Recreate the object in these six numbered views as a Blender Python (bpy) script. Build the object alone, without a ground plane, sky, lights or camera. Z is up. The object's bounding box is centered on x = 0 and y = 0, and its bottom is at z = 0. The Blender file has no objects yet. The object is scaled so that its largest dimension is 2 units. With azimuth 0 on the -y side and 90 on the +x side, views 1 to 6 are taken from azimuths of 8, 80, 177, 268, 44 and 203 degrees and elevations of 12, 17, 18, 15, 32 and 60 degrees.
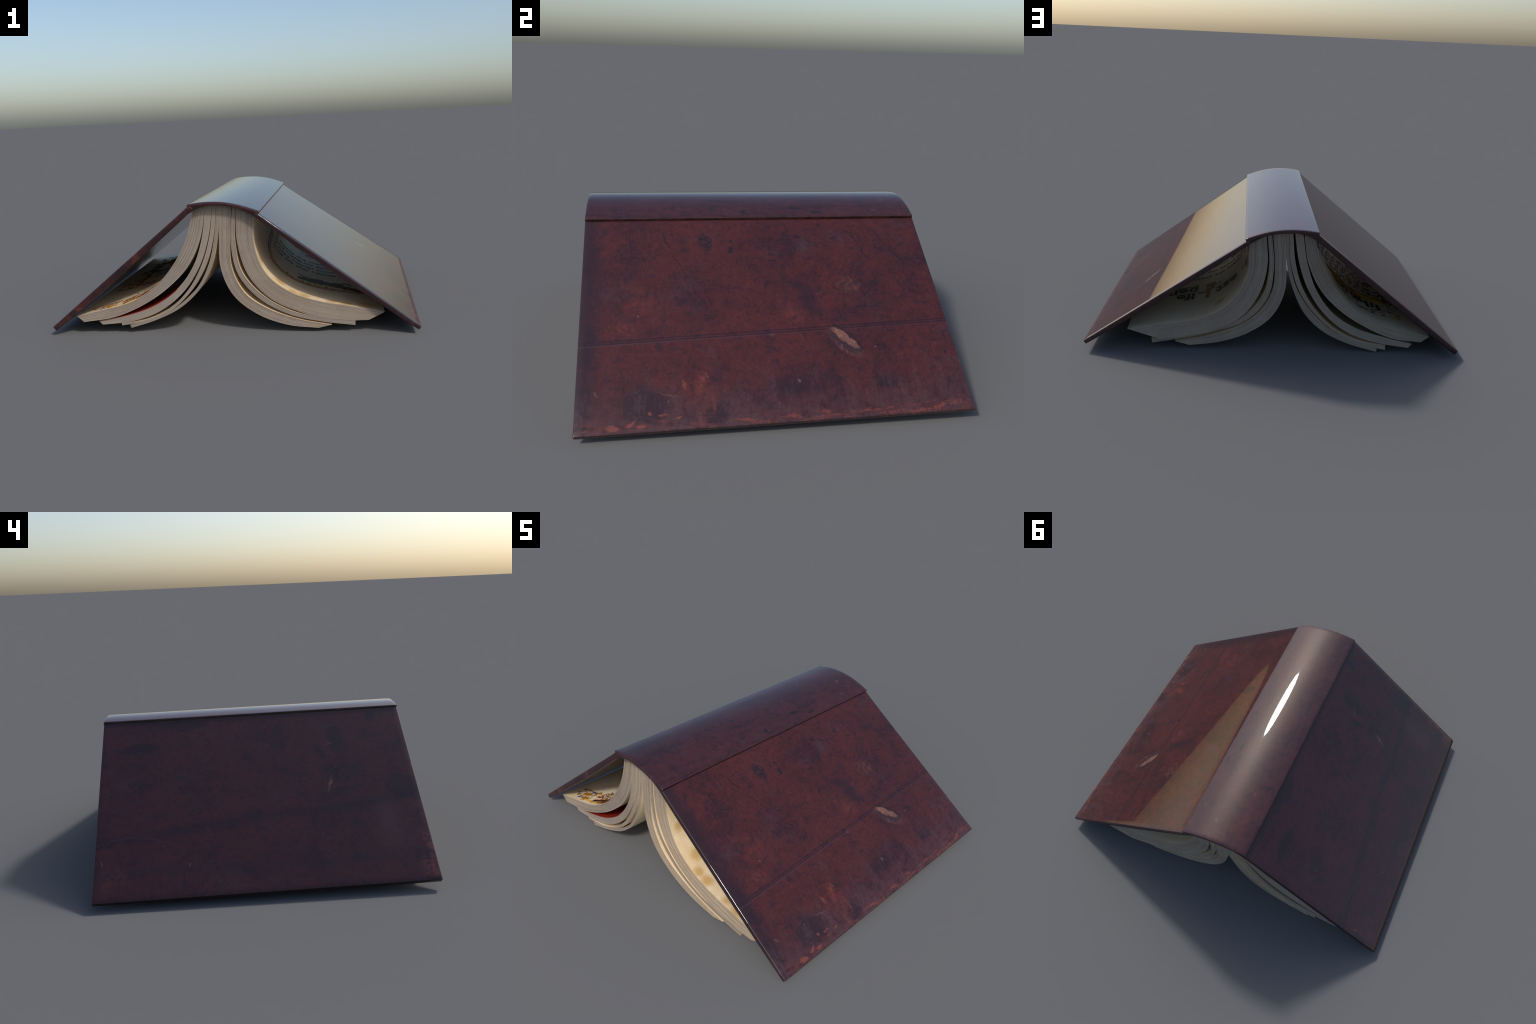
"""An old leather-bound spell book lying open, face down like a tent.

Frame: metres, z up, spine along y.  The two boards lean on the ground at
x = +-1, the curved spine is the ridge, the text block hangs under it as seven
gatherings of sheets which fan out to both sides.
"""
import bpy, bmesh, math, random
import numpy as np
from mathutils import Vector, Matrix

rng = random.Random(11)

# ---------------------------------------------------------------------------
# small helpers
# ---------------------------------------------------------------------------
def link(obj, parent=None):
    bpy.context.scene.collection.objects.link(obj)
    if parent is not None:
        obj.parent = parent
    return obj


def spline(points, n):
    """Catmull-Rom curve through control points, n samples."""
    p = np.array(points, float)
    p = np.vstack([2 * p[0] - p[1], p, 2 * p[-1] - p[-2]])
    out = []
    for t in np.linspace(0, len(p) - 3, n):
        i = min(int(t), len(p) - 4)
        w = t - i
        a, b, c, d = p[i], p[i + 1], p[i + 2], p[i + 3]
        out.append(0.5 * (2 * b + (c - a) * w + (2 * a - 5 * b + 4 * c - d) * w ** 2
                          + (3 * b - a - 3 * c + d) * w ** 3))
    return np.array(out)


def mesh_object(name, verts, faces, mats, slots=None, smooth=True, sharp_deg=35, parent=None,
                matrix=None):
    me = bpy.data.meshes.new(name)
    me.from_pydata([tuple(v) for v in verts], [], faces)
    for m in mats:
        me.materials.append(m)
    if slots is not None:
        me.polygons.foreach_set("material_index", slots)
    finish(me, smooth, sharp_deg)
    ob = bpy.data.objects.new(name, me)
    link(ob, parent)
    if matrix is not None:
        ob.matrix_world = matrix
    return ob


def finish(me, smooth=True, sharp_deg=35):
    bm = bmesh.new()
    bm.from_mesh(me)
    bmesh.ops.recalc_face_normals(bm, faces=bm.faces)
    for f in bm.faces:
        f.smooth = smooth
    for e in bm.edges:
        e.smooth = not (len(e.link_faces) == 2 and e.calc_face_angle(0) > math.radians(sharp_deg))
    bm.to_mesh(me)
    bm.free()
    me.update()


def grid_solid(top, bottom):
    """Closed solid between two equal grids of points: verts, faces, tag (top/bottom/side)."""
    n, m = len(top), len(top[0])
    verts = [p for row in top for p in row] + [p for row in bottom for p in row]
    o = n * m
    faces, tag = [], []
    for i in range(n - 1):
        for j in range(m - 1):
            a, b, c, d = i * m + j, (i + 1) * m + j, (i + 1) * m + j + 1, i * m + j + 1
            faces += [(a, b, c, d), (o + d, o + c, o + b, o + a)]
            tag += ['top', 'bottom']
    for i in range(n - 1):
        for j in (0, m - 1):
            a, b = i * m + j, (i + 1) * m + j
            faces.append((a, b, o + b, o + a)); tag.append('end')
    for j in range(m - 1):
        for i in (0, n - 1):
            a, b = i * m + j, i * m + j + 1
            faces.append((a, b, o + b, o + a)); tag.append('root' if i == 0 else 'tip')
    return verts, faces, tag


def bevel_sharp(ob, width, segments=3, angle=50, along=None):
    """round the sharp edges; `along` keeps only the edges whose direction passes the test"""
    bm = bmesh.new()
    bm.from_mesh(ob.data)
    es = [e for e in bm.edges if len(e.link_faces) == 2 and e.calc_face_angle(0) > math.radians(angle)
          and (along is None or along((e.verts[0].co - e.verts[1].co).normalized()))]
    bmesh.ops.bevel(bm, geom=es, offset=width, segments=segments, profile=0.5, affect='EDGES',
                    clamp_overlap=True)
    for f in bm.faces:
        f.smooth = True
    for e in bm.edges:
        e.smooth = True
    bm.to_mesh(ob.data)
    bm.free()


# ---------------------------------------------------------------------------
# node helpers
# ---------------------------------------------------------------------------
class Nodes:
    def __init__(self, name):
        self.mat = bpy.data.materials.new(name)
        self.mat.use_nodes = True
        self.t = self.mat.node_tree
        self.bsdf = self.t.nodes["Principled BSDF"]
        tc = self.t.nodes.new("ShaderNodeTexCoord")
        self.co = tc.outputs["Object"]
        self.last = None

    def new(self, kind, **kw):
        n = self.t.nodes.new(kind)
        for k, v in kw.items():
            setattr(n, k, v)
        return n

    def put(self, sock, v):
        if isinstance(v, bpy.types.NodeSocket):
            self.t.links.new(v, sock)
        else:
            sock.default_value = v

    def math(self, op, a, b=0.0, c=0.0, clamp=False):
        n = self.new("ShaderNodeMath", operation=op, use_clamp=clamp)
        for s, v in zip(n.inputs, (a, b, c)):
            self.put(s, v)
        return n.outputs[0]

    def vmath(self, op, a, b=(0, 0, 0)):
        n = self.new("ShaderNodeVectorMath", operation=op)
        self.put(n.inputs[0], a)
        if op == 'SCALE':
            self.put(n.inputs[3], b)
        else:
            self.put(n.inputs[1], b)
        return n.outputs['Value'] if op in ('LENGTH', 'DISTANCE') else n.outputs[0]

    def noise(self, scale, detail=6.0, rough=0.6, distort=0.0, co=None, stretch=None, color=False):
        v = co if co is not None else self.co
        if stretch:
            mp = self.new("ShaderNodeMapping")
            self.put(mp.inputs['Vector'], v)
            mp.inputs['Scale'].default_value = stretch
            v = mp.outputs[0]
        n = self.new("ShaderNodeTexNoise")
        self.put(n.inputs['Vector'], v)
        n.inputs['Scale'].default_value = scale
        n.inputs['Detail'].default_value = detail
        n.inputs['Roughness'].default_value = rough
        n.inputs['Distortion'].default_value = distort
        return n.outputs['Color' if color else 'Fac']

    def ramp(self, x, lo, hi, a=0.0, b=1.0, smooth=True):
        n = self.new("ShaderNodeMapRange", interpolation_type='SMOOTHSTEP' if smooth else 'LINEAR')
        self.put(n.inputs['Value'], x)
        for k, v in (('From Min', lo), ('From Max', hi), ('To Min', a), ('To Max', b)):
            self.put(n.inputs[k], v)
        return n.outputs[0]

    def mix(self, fac, a, b, mode='MIX'):
        n = self.new("ShaderNodeMix", data_type='RGBA', blend_type=mode)
        self.put(n.inputs['Factor'], fac)
        for s, v in ((n.inputs[6], a), (n.inputs[7], b)):
            if not isinstance(v, bpy.types.NodeSocket):
                v = tuple(v) + (1.0,) if len(v) == 3 else v
            self.put(s, v)
        return n.outputs[2]

    def xyz(self, v=None):
        n = self.new("ShaderNodeSeparateXYZ")
        self.put(n.inputs[0], v if v is not None else self.co)
        return n.outputs

    def wobble(self, scale, amount, detail=5.0):
        """object coordinates pushed about by noise, for ragged outlines"""
        c = self.noise(scale, detail, 0.65, color=True)
        d = self.vmath('SCALE', self.vmath('SUBTRACT', c, (0.5, 0.5, 0.5)), amount)
        return self.vmath('ADD', self.co, d)

    def spot(self, co, centre, size, angle=0.0, soft=0.4):
        """1 inside an ellipse lying in the x-y plane of the coordinates, 0 outside"""
        if self.last is not None:      # chains the spots, so that they are evaluated one after another
            ma = self.new("ShaderNodeVectorMath", operation='MULTIPLY_ADD')
            self.put(ma.inputs[0], self.last)
            ma.inputs[1].default_value = (1e-7, 1e-7, 1e-7)
            self.put(ma.inputs[2], co)
            co = ma.outputs[0]
        mp = self.new("ShaderNodeMapping", vector_type='TEXTURE')
        self.put(mp.inputs['Vector'], co)
        mp.inputs['Location'].default_value = (centre[0], centre[1], 0)
        mp.inputs['Rotation'].default_value = (0, 0, angle)
        mp.inputs['Scale'].default_value = (size[0], size[1], 50)
        self.last = self.ramp(self.vmath('LENGTH', mp.outputs[0]), 1.0, 1.0 - soft)
        return self.last

    def any(self, masks):
        m = masks[0]
        for k in masks[1:]:
            m = self.math('MAXIMUM', m, k)
        return m

    def vary(self, col, fac_sock, lo, hi):
        """multiply a colour by a factor that runs lo..hi with a 0..1 socket"""
        f = self.ramp(fac_sock, 0.25, 0.75, lo, hi, smooth=False)
        g = self.new("ShaderNodeCombineColor")
        for s in g.inputs:
            self.put(s, f)
        return self.mix(1.0, col, g.outputs[0], 'MULTIPLY')

    def done(self, color, rough, spec=0.5, bump=None, bump_strength=0.3, bump_dist=0.002):
        self.put(self.bsdf.inputs['Base Color'], color)
        self.put(self.bsdf.inputs['Roughness'], rough)
        self.bsdf.inputs['Specular IOR Level'].default_value = spec
        if bump is not None:
            b = self.new("ShaderNodeBump")
            b.inputs['Strength'].default_value = bump_strength
            b.inputs['Distance'].default_value = bump_dist
            self.put(b.inputs['Height'], bump)
            self.put(self.bsdf.inputs['Normal'], b.outputs[0])
        return self.mat


# leather palette (linear base colours)
RED = (0.066, 0.0160, 0.0155)
MAROON = (0.043, 0.0118, 0.0132)
DARK = (0.0195, 0.0110, 0.0155)
INK = (0.009, 0.010, 0.015)
SMOKE = (0.056, 0.033, 0.040)
ORANGE = (0.20, 0.055, 0.034)
PINK = (0.29, 0.125, 0.09)
PALE = (0.17, 0.105, 0.10)


def leather(name, side):
    """Glossy mottled maroon leather. Local x runs from the spine to the fore edge (0..1),
    local y along the spine.  `side` picks the stains and wear of that piece."""
    n = Nodes(name)
    s, y, _ = n.xyz()
    big = n.noise(2.6, 6, 0.62, 0.6)
    mid = n.noise(8.0, 8, 0.68, 0.8)
    fine = n.noise(60, 6, 0.7)
    grain = n.noise(420, 3, 0.6)
    mott = n.noise(28, 7, 0.72, 0.5)
    dark_side = side == 'left'

    lift = n.math('ADD', n.math('MULTIPLY', big, 0.55), n.math('MULTIPLY', mid, 0.45))
    col = n.mix(n.ramp(lift, 0.36, 0.60), MAROON, RED)
    col = n.mix(n.math('MULTIPLY', n.ramp(lift, 0.47, 0.36), 0.55), col, DARK)
    # dark cloudy blotches with fairly crisp, lobed edges
    blot = n.noise(4.2, 5, 0.55, 1.2, co=n.vmath('ADD', n.co, (3.1, 7.7, 1.3)))
    col = n.mix(n.math('MULTIPLY', n.ramp(blot, 0.56, 0.66), n.ramp(mott, 0.38, 0.6, 0.55, 0.2)), col, DARK)
    small = n.noise(17, 5, 0.6, 1.0, co=n.vmath('ADD', n.co, (9.1, 2.7, 0.3)))
    col = n.mix(n.math('MULTIPLY', n.ramp(small, 0.60, 0.68), 0.45), col, DARK)
    # grayish bloom
    haze = n.noise(3.3, 7, 0.7, 0.4, co=n.vmath('ADD', n.co, (5.5, 1.2, 8.8)))
    col = n.mix(n.math('MULTIPLY', n.ramp(haze, 0.52, 0.72), 0.45), col, SMOKE)
    # fine speckle and scratches
    fibre = n.noise(170, 5, 0.75, 0.3, stretch=(1.0, 0.6, 1.0))
    col = n.mix(n.math('MULTIPLY', n.ramp(mott, 0.50, 0.36), 0.50), col, DARK)
    col = n.mix(n.math('MULTIPLY', n.ramp(mott, 0.56, 0.70), 0.40), col, (0.098, 0.0240, 0.0190))
    col = n.vary(col, fine, 0.74, 1.28)
    col = n.vary(col, fibre, 0.72, 1.30)
    col = n.vary(col, grain, 0.84, 1.16)
    scr = n.noise(9, 4, 0.55, 0.2, stretch=(1.0, 14.0, 1.0), co=n.wobble(5, 0.25))
    col = n.mix(n.math('MULTIPLY', n.ramp(scr, 0.67, 0.76), 0.16), col, PALE)
    dust = n.noise(105, 4, 0.65)
    col = n.mix(n.math('MULTIPLY', n.ramp(dust, 0.62, 0.74), n.ramp(haze, 0.44, 0.62, 0.05, 0.35)), col, PALE)
    pits = n.noise(75, 2, 0.5)
    col = n.mix(n.math('MULTIPLY', n.ramp(pits, 0.70, 0.76), n.ramp(blot, 0.42, 0.6)), col, INK)
    # wandering crack lines: the level line of a noise field, only here and there
    field = n.noise(2.4, 6, 0.62, 0.7, co=n.vmath('ADD', n.co, (1.7, 4.2, 6.1)))
    line = n.ramp(n.math('ABSOLUTE', n.math('SUBTRACT', field, 0.47)), 0.0055, 0.001)
    where = n.ramp(n.noise(3.0, 3, 0.5, co=n.vmath('ADD', n.co, (8, 8, 1))), 0.44, 0.56)
    cracks = n.math('MULTIPLY', line, where)
    speck = n.ramp(n.noise(85, 5, 0.7), 0.40, 0.56)     # breaks stains up into specks
    height = n.math('MULTIPLY', grain, 0.03)

    rag = n.wobble(26, 0.035)          # ragged small outlines
    soft = n.wobble(9, 0.10)           # lobed big outlines
    tiny = n.wobble(90, 0.012)

    def lay(color, masks, strength):
        nonlocal col
        col = n.mix(n.math('MULTIPLY', n.any(masks), strength), col, color)

    if side == 'right':
        # grimy band at the front end and bruises
        edge = n.ramp(n.math('ADD', y, n.math('MULTIPLY', mid, 0.10)), -0.62, -0.70)
        col = n.mix(n.math('MULTIPLY', edge, 0.75), col, DARK)
        low = n.ramp(n.math('ADD', s, n.math('MULTIPLY', big, 0.25)), 0.92, 1.12)
        col = n.mix(n.math('MULTIPLY', low, n.ramp(mott, 0.36, 0.62, 0.05, 0.6)), col, SMOKE)
        lay((0.045, 0.030, 0.036), [n.spot(soft, (0.15, 0.21), (0.075, 0.075), 0, 0.8)], n.ramp(mott, 0.36, 0.62, 0.15, 0.7))
        lay(DARK, [n.spot(soft, (0.86, 0.06), (0.07, 0.14), 0, 0.8), n.spot(soft, (0.90, -0.52), (0.10, 0.13), 0, 0.5),
                   n.spot(soft, (0.45, 0.18), (0.12, 0.05), 0.4, 0.8), n.spot(soft, (0.86, 0.45), (0.05, 0.10), 0, 0.8),
                   n.spot(soft, (0.66, -0.455), (0.028, 0.028), 0, 0.8),
                   n.spot(soft, (0.95, -0.25), (0.06, 0.07), 0, 0.6)], 0.7)
        lay(INK, [n.spot(rag, (0.125, -0.245), (0.052, 0.036), 0.1, 0.35),
                  n.spot(rag, (0.175, -0.133), (0.024, 0.018), 0, 0.4),
                  n.spot(rag, (0.125, -0.128), (0.020, 0.010), 0.5, 0.4),
                  n.spot(rag, (0.10, 0.18), (0.014, 0.020), 0, 0.4), n.spot(rag, (0.11, 0.36), (0.012, 0.024), 0.5, 0.4),
                  n.spot(rag, (0.17, 0.43), (0.010, 0.018), 0, 0.4), n.spot(rag, (0.20, 0.05), (0.008, 0.018), 0, 0.4),
                  n.spot(rag, (0.235, 0.05), (0.006, 0.018), 0, 0.4), n.spot(rag, (0.03, 0.29), (0.012, 0.012), 0, 0.4),
                  n.spot(tiny, (0.74, 0.724), (0.009, 0.008)), n.spot(tiny, (0.649, 0.411), (0.010, 0.007))], n.math('MULTIPLY', n.ramp(speck, 0.0, 1.0, 0.25, 1.0), 0.85))
        fleck = n.math('MULTIPLY', n.ramp(n.noise(34, 6, 0.7, co=n.wobble(7, 0.2)), 0.60, 0.66), n.spot(soft, (0.20, 0.20), (0.26, 0.55), 0, 0.9))
        col = n.mix(n.math('MULTIPLY', fleck, 0.65), col, INK)
        # reddish worn clouds
        lay((0.125, 0.027, 0.018), [n.spot(soft, (0.42, -0.55), (0.12, 0.10), 0, 0.9),
                                   n.spot(soft, (0.56, -0.62), (0.05, 0.10), 0, 0.9),
                                   n.spot(soft, (0.38, 0.37), (0.07, 0.07), 0.6, 0.9),
                                   n.spot(soft, (0.84, -0.32), (0.10, 0.09), 0, 0.9),
                                   n.spot(soft, (0.52, 0.10), (0.08, 0.06), 0, 0.9)], n.ramp(mott, 0.38, 0.62, 0.05, 0.55))
        # brownish rubbed cloud
        lay((0.115, 0.048, 0.036), [n.spot(soft, (0.385, 0.375), (0.075, 0.065), 0.5, 0.8)], n.ramp(mott, 0.36, 0.60, 0.12, 0.34))
        # orange scuffs where the surface is rubbed through along the fore edge
        worn = n.math('MULTIPLY', n.ramp(n.noise(16, 8, 0.75, 0.5, stretch=(0.6, 1.6, 1)), 0.47, 0.62),
                      n.ramp(n.noise(95, 5, 0.75), 0.34, 0.60))
        # layered, broken strips along the rubbed fore edge
        strips = n.math('MULTIPLY', n.ramp(n.noise(7, 8, 0.72, 0.4, stretch=(9.0, 1.5, 1)), 0.46, 0.60),
                        n.ramp(n.noise(80, 5, 0.75), 0.34, 0.58))
        nearedge = n.ramp(n.math('ADD', s, n.math('MULTIPLY', mid, 0.10)), 0.985, 1.035)
        col = n.mix(n.math('MULTIPLY', n.math('MULTIPLY', strips, nearedge), 0.60), col, (0.150, 0.040, 0.030))
        # purple gray rubbing streaks running down to the fore edge
        rub = n.math('MULTIPLY', n.ramp(n.noise(10, 7, 0.7, 0.3, stretch=(0.35, 1.6, 1)), 0.48, 0.64),
                     n.ramp(n.math('ADD', s, n.math('MULTIPLY', big, 0.2)), 0.78, 1.02))
        col = n.mix(n.math('MULTIPLY', n.math('MULTIPLY', rub, speck), 0.50), col, (0.066, 0.039, 0.046))
        scratch = n.math('MULTIPLY', n.ramp(n.noise(15, 6, 0.7, 0.25, stretch=(0.45, 6.0, 1)), 0.54, 0.66),
                         n.ramp(n.math('ADD', s, n.math('MULTIPLY', big, 0.25)), 0.84, 1.08))
        col = n.mix(n.math('MULTIPLY', n.math('MULTIPLY', scratch, speck), 0.42), col, (0.120, 0.045, 0.040))
        lay(ORANGE, [n.math('MULTIPLY', worn, n.spot(soft, (0.84, -0.315), (0.09, 0.022), 0, 0.9)),
                     n.math('MULTIPLY', worn, n.spot(soft, (0.96, -0.31), (0.06, 0.05), 0, 0.7)),
                     n.math('MULTIPLY', worn, n.spot(soft, (0.91, -0.275), (0.09, 0.016), 0, 0.8)),
                     n.math('MULTIPLY', strips, n.spot(soft, (0.985, 0.66), (0.030, 0.14), 0, 0.5)),
                     n.math('MULTIPLY', strips, n.spot(soft, (0.99, 0.20), (0.016, 0.55), 0, 0.5)),
                     n.math('MULTIPLY', n.spot(rag, (0.985, -0.64), (0.013, 0.028), 0, 0.3), 0.9),
                     n.spot(rag, (0.975, -0.575), (0.008, 0.024), 0.5, 0.3), n.spot(rag, (0.984, -0.535), (0.007, 0.024), 0, 0.3),
                     n.spot(rag, (0.935, -0.50), (0.009, 0.007), 0, 0.3), n.spot(rag, (0.945, -0.455), (0.004, 0.018), 0, 0.3),
                     n.spot(rag, (0.955, -0.39), (0.006, 0.012), 0.3, 0.4),
                     n.math('MULTIPLY', n.spot(rag, (0.82, -0.37), (0.028, 0.011), 0.3, 0.6), 0.8),
                     n.math('MULTIPLY', worn, n.spot(rag, (0.80, -0.285), (0.036, 0.024), 0.2, 0.6)),
                     n.math('MULTIPLY', worn, n.spot(rag, (0.78, -0.757), (0.12, 0.01), 0.0, 0.6))],
            n.ramp(fine, 0.3, 0.65, 0.40, 0.80))
        lay((0.17, 0.105, 0.095), [n.spot(rag, (0.836, 0.085), (0.014, 0.006), 0.2, 0.5),
                                n.spot(tiny, (0.70, 0.43), (0.006, 0.004), 0, 0.4),
                                n.spot(tiny, (0.89, -0.43), (0.005, 0.004), 0, 0.4),
                                n.math('MULTIPLY', n.spot(tiny, (0.845, -0.704), (0.020, 0.007), 0.5, 0.5), 0.5),
                                n.spot(tiny, (0.505, -0.545), (0.010, 0.004), 0.4, 0.4)], 0.5)
        lay(PALE, [n.spot(rag, (0.37, 0.40), (0.05, 0.004), 0.35, 0.6), n.spot(rag, (0.385, 0.405), (0.03, 0.003), 0.35, 0.6),
                   n.spot(rag, (0.86, -0.44), (0.004, 0.06), -0.25, 0.6), n.spot(rag, (0.87, -0.42), (0.004, 0.05), -0.2, 0.6),
                   n.spot(rag, (0.62, 0.0), (0.012, 0.02), 0, 0.9)], 0.2)
        # double tooled line across the board, slightly skew
        d = n.math('SUBTRACT', s, n.math('ADD', n.math('MULTIPLY', y, -0.030), 0.604))
        g1 = n.ramp(n.math('ABSOLUTE', n.math('ADD', d, 0.0055)), 0.0048, 0.001)
        g2 = n.ramp(n.math('ABSOLUTE', n.math('SUBTRACT', d, 0.0065)), 0.0048, 0.001)
        groove = n.math('MAXIMUM', g1, g2)
        groove = n.math('MULTIPLY', groove, n.ramp(fine, 0.25, 0.5, 0.55, 1.0))
        col = n.mix(n.math('MULTIPLY', groove, 0.72), col, (0.014, 0.0095, 0.0155))
        painted_highlight = n.math('MULTIPLY', n.ramp(n.math('ABSOLUTE', n.math('SUBTRACT', d, 0.0125)), 0.005, 0.001), n.ramp(y, 0.15, -0.2, 0.4, 1.0))  # highlight on the groove's lower lip, painted as a paler purple line
        col = n.mix(n.math('MULTIPLY', painted_highlight, 0.40), col, (0.062, 0.036, 0.046))
        height = n.math('SUBTRACT', height, n.math('MULTIPLY', groove, 0.6))
        # torn patch with the pale fibre side showing
        ang = math.atan2(0.125, 0.14)
        torn = n.wobble(26, 0.038)
        outer = n.spot(torn, (0.672, 0.305), (0.112, 0.044), ang, 0.35)
        rim = n.spot(rag, (0.674, 0.295), (0.095, 0.026), ang, 0.4)
        lip = n.spot(torn, (0.648, 0.315), (0.096, 0.028), ang, 0.14)
        core = n.spot(torn, (0.649, 0.309), (0.088, 0.0215), ang, 0.30)
        col = n.mix(n.math('MULTIPLY', outer, 0.6), col, (0.090, 0.036, 0.036))
        col = n.mix(n.math('MULTIPLY', rim, 0.8), col, (0.032, 0.017, 0.020))
        flap = n.ramp(n.noise(40, 5, 0.7, stretch=(0.6, 2.5, 1)), 0.45, 0.6)
        col = n.mix(n.math('MULTIPLY', n.math('MULTIPLY', n.spot(torn, (0.700, 0.292), (0.065, 0.014), ang, 0.6), flap), 0.7), col, (0.120, 0.052, 0.048))
        col = n.mix(n.math('MULTIPLY', lip, 0.8), col, (0.026, 0.012, 0.014))
        col = n.mix(n.math('MULTIPLY', core, 0.92), col, n.vary(n.mix(n.ramp(mott, 0.4, 0.6), (0.125, 0.058, 0.045), (0.190, 0.090, 0.067)), fine, 0.72, 1.22))
        col = n.mix(n.math('MULTIPLY', n.spot(rag, (0.712, 0.356), (0.020, 0.013), ang, 0.4), 0.75), col, (0.034, 0.018, 0.019))
        height = n.math('SUBTRACT', height, n.math('MULTIPLY', rim, 0.5))
        extra = [((0.13, -0.58), (0.075, 0.0035), 0.10), ((0.22, -0.535), (0.055, 0.0035), 1.05),
                 ((0.10, -0.43), (0.075, 0.0035), 0.40), ((0.25, -0.36), (0.09, 0.0035), 0.45),
                 ((0.42, -0.285), (0.10, 0.003), 0.42), ((0.10, 0.575), (0.07, 0.004), 0.50),
                 ((0.225, 0.64), (0.08, 0.004), 0.42), ((0.10, 0.44), (0.065, 0.004), 0.55),
                 ((0.21, 0.49), (0.06, 0.004), 0.3), ((0.36, 0.60), (0.10, 0.0035), 0.35),
                 ((0.14, 0.25), (0.07, 0.004), 0.75), ((0.28, 0.24), (0.02, 0.05), 0.2)][:11]
        mean = n.wobble(12, 0.07)
        crack2 = n.any([n.spot(mean, c, sz, a, 0.6) for c, sz, a in extra])
        cracks = n.math('MAXIMUM', n.math('MULTIPLY', cracks, 0.6), crack2)
    elif side == 'left':
        # local y = -world y on this board
        col = n.mix(0.28, col, DARK)
        lay(INK, [n.spot(soft, (0.17, 0.42), (0.11, 0.06), 0, 0.5), n.spot(soft, (0.26, 0.33), (0.06, 0.03), 0.4, 0.6),
                  n.spot(rag, (0.05, 0.62), (0.05, 0.04), 0, 0.5)], 0.6)
        lay((0.014, 0.010, 0.014), [n.spot(soft, (0.50, 0.70), (0.075, 0.085), 0.3, 0.15),
                                    n.spot(soft, (0.03, -0.36), (0.04, 0.14), 0, 0.2),
                                    n.spot(soft, (0.17, -0.60), (0.035, 0.14), 0, 0.4)], 0.6)
        # long wavy dark band
        wav = n.math('ADD', s, n.math('MULTIPLY', n.math('SUBTRACT', big, 0.5), 0.16))
        band = n.ramp(n.math('ABSOLUTE', n.math('SUBTRACT', wav, n.math('ADD', n.math('MULTIPLY', y, -0.11), 0.635))), 0.05, 0.005)
        col = n.mix(n.math('MULTIPLY', band, 0.48), col, (0.014, 0.010, 0.016))
        band2 = n.ramp(n.math('ABSOLUTE', n.math('SUBTRACT', wav, 0.88)), 0.05, 0.01)
        col = n.mix(n.math('MULTIPLY', band2, 0.35), col, (0.020, 0.013, 0.020))
        # pale scar, thin pale crease, specks
        lay((0.026, 0.016, 0.018), [n.spot(rag, (0.47, 0.350), (0.075, 0.018), -0.35, 0.5)], 0.7)
        lay((0.165, 0.075, 0.065), [n.spot(rag, (0.460, 0.353), (0.066, 0.011), -0.35, 0.8)], n.ramp(fine, 0.35, 0.65, 0.25, 0.85))
        lay((0.11, 0.065, 0.060), [n.spot(rag, (0.215, 0.375), (0.006, 0.030), 0.5, 0.7),
                                   n.spot(tiny, (0.533, -0.314), (0.005, 0.005)), n.spot(tiny, (0.853, -0.345), (0.016, 0.006)),
                                   n.spot(tiny, (0.818, -0.744), (0.018, 0.006), 0.3)], 0.5)
        arc = n.math('ADD', 0.692, n.math('MULTIPLY', n.math('POWER', n.math('ADD', y, 0.62), 2.0), 1.4))
        crease = n.math('MULTIPLY', n.ramp(n.math('ABSOLUTE', n.math('SUBTRACT', n.math('ADD', s, n.math('MULTIPLY', n.math('SUBTRACT', fine, 0.5), 0.02)), arc)), 0.005, 0.001),
                        n.ramp(y, -0.42, -0.50))
        col = n.mix(n.math('MULTIPLY', crease, 0.22), col, (0.10, 0.055, 0.050))
        worn = n.math('MULTIPLY', n.ramp(n.noise(16, 8, 0.75, 0.5), 0.44, 0.60), n.ramp(n.noise(80, 5, 0.75), 0.32, 0.6))
        lay(ORANGE, [n.math('MULTIPLY', worn, n.spot(soft, (0.80, 0.765), (0.09, 0.045), 0, 0.6)),
                     n.math('MULTIPLY', worn, n.spot(soft, (0.94, 0.75), (0.07, 0.06), 0, 0.6)),
                     n.math('MULTIPLY', n.math('MULTIPLY', worn, 0.45), n.spot(soft, (0.90, -0.70), (0.10, 0.09), 0, 0.9)),
                     n.math('MULTIPLY', worn, n.spot(soft, (0.40, 0.79), (0.07, 0.025), 0, 0.6))], 0.8)
        lay(SMOKE, [n.spot(soft, (0.417, -0.595), (0.016, 0.012), 0, 0.6), n.spot(soft, (0.70, 0.6), (0.2, 0.1), 0, 0.9)], 0.4)
    else:
        col = n.mix(n.ramp(mott, 0.3, 0.7, 0.12, 0.38), col, SMOKE)
        col = n.mix(0.15, col, DARK)
        streak = n.noise(5, 6, 0.65, 0.3, stretch=(5.0, 0.8, 5.0))
        col = n.mix(n.math('MULTIPLY', n.ramp(streak, 0.50, 0.66), 0.5), col, DARK)
        lay(INK, [n.spot(rag, (0.10, 0.20), (0.016, 0.030), 0, 0.5), n.spot(rag, (0.13, -0.05), (0.014, 0.02), 0, 0.5),
                  n.spot(rag, (0.14, 0.30), (0.012, 0.03), 0, 0.5)], 0.7)
        lay((0.11, 0.06, 0.055), [n.spot(tiny, (0.02, 0.665), (0.012, 0.015), 0.6), n.spot(tiny, (0.12, 0.60), (0.006, 0.02)),
                                 n.spot(tiny, (0.03, 0.1), (0.004, 0.02), 0.4), n.spot(tiny, (-0.1, 0.45), (0.006, 0.012), 0.4)], 0.5)
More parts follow.
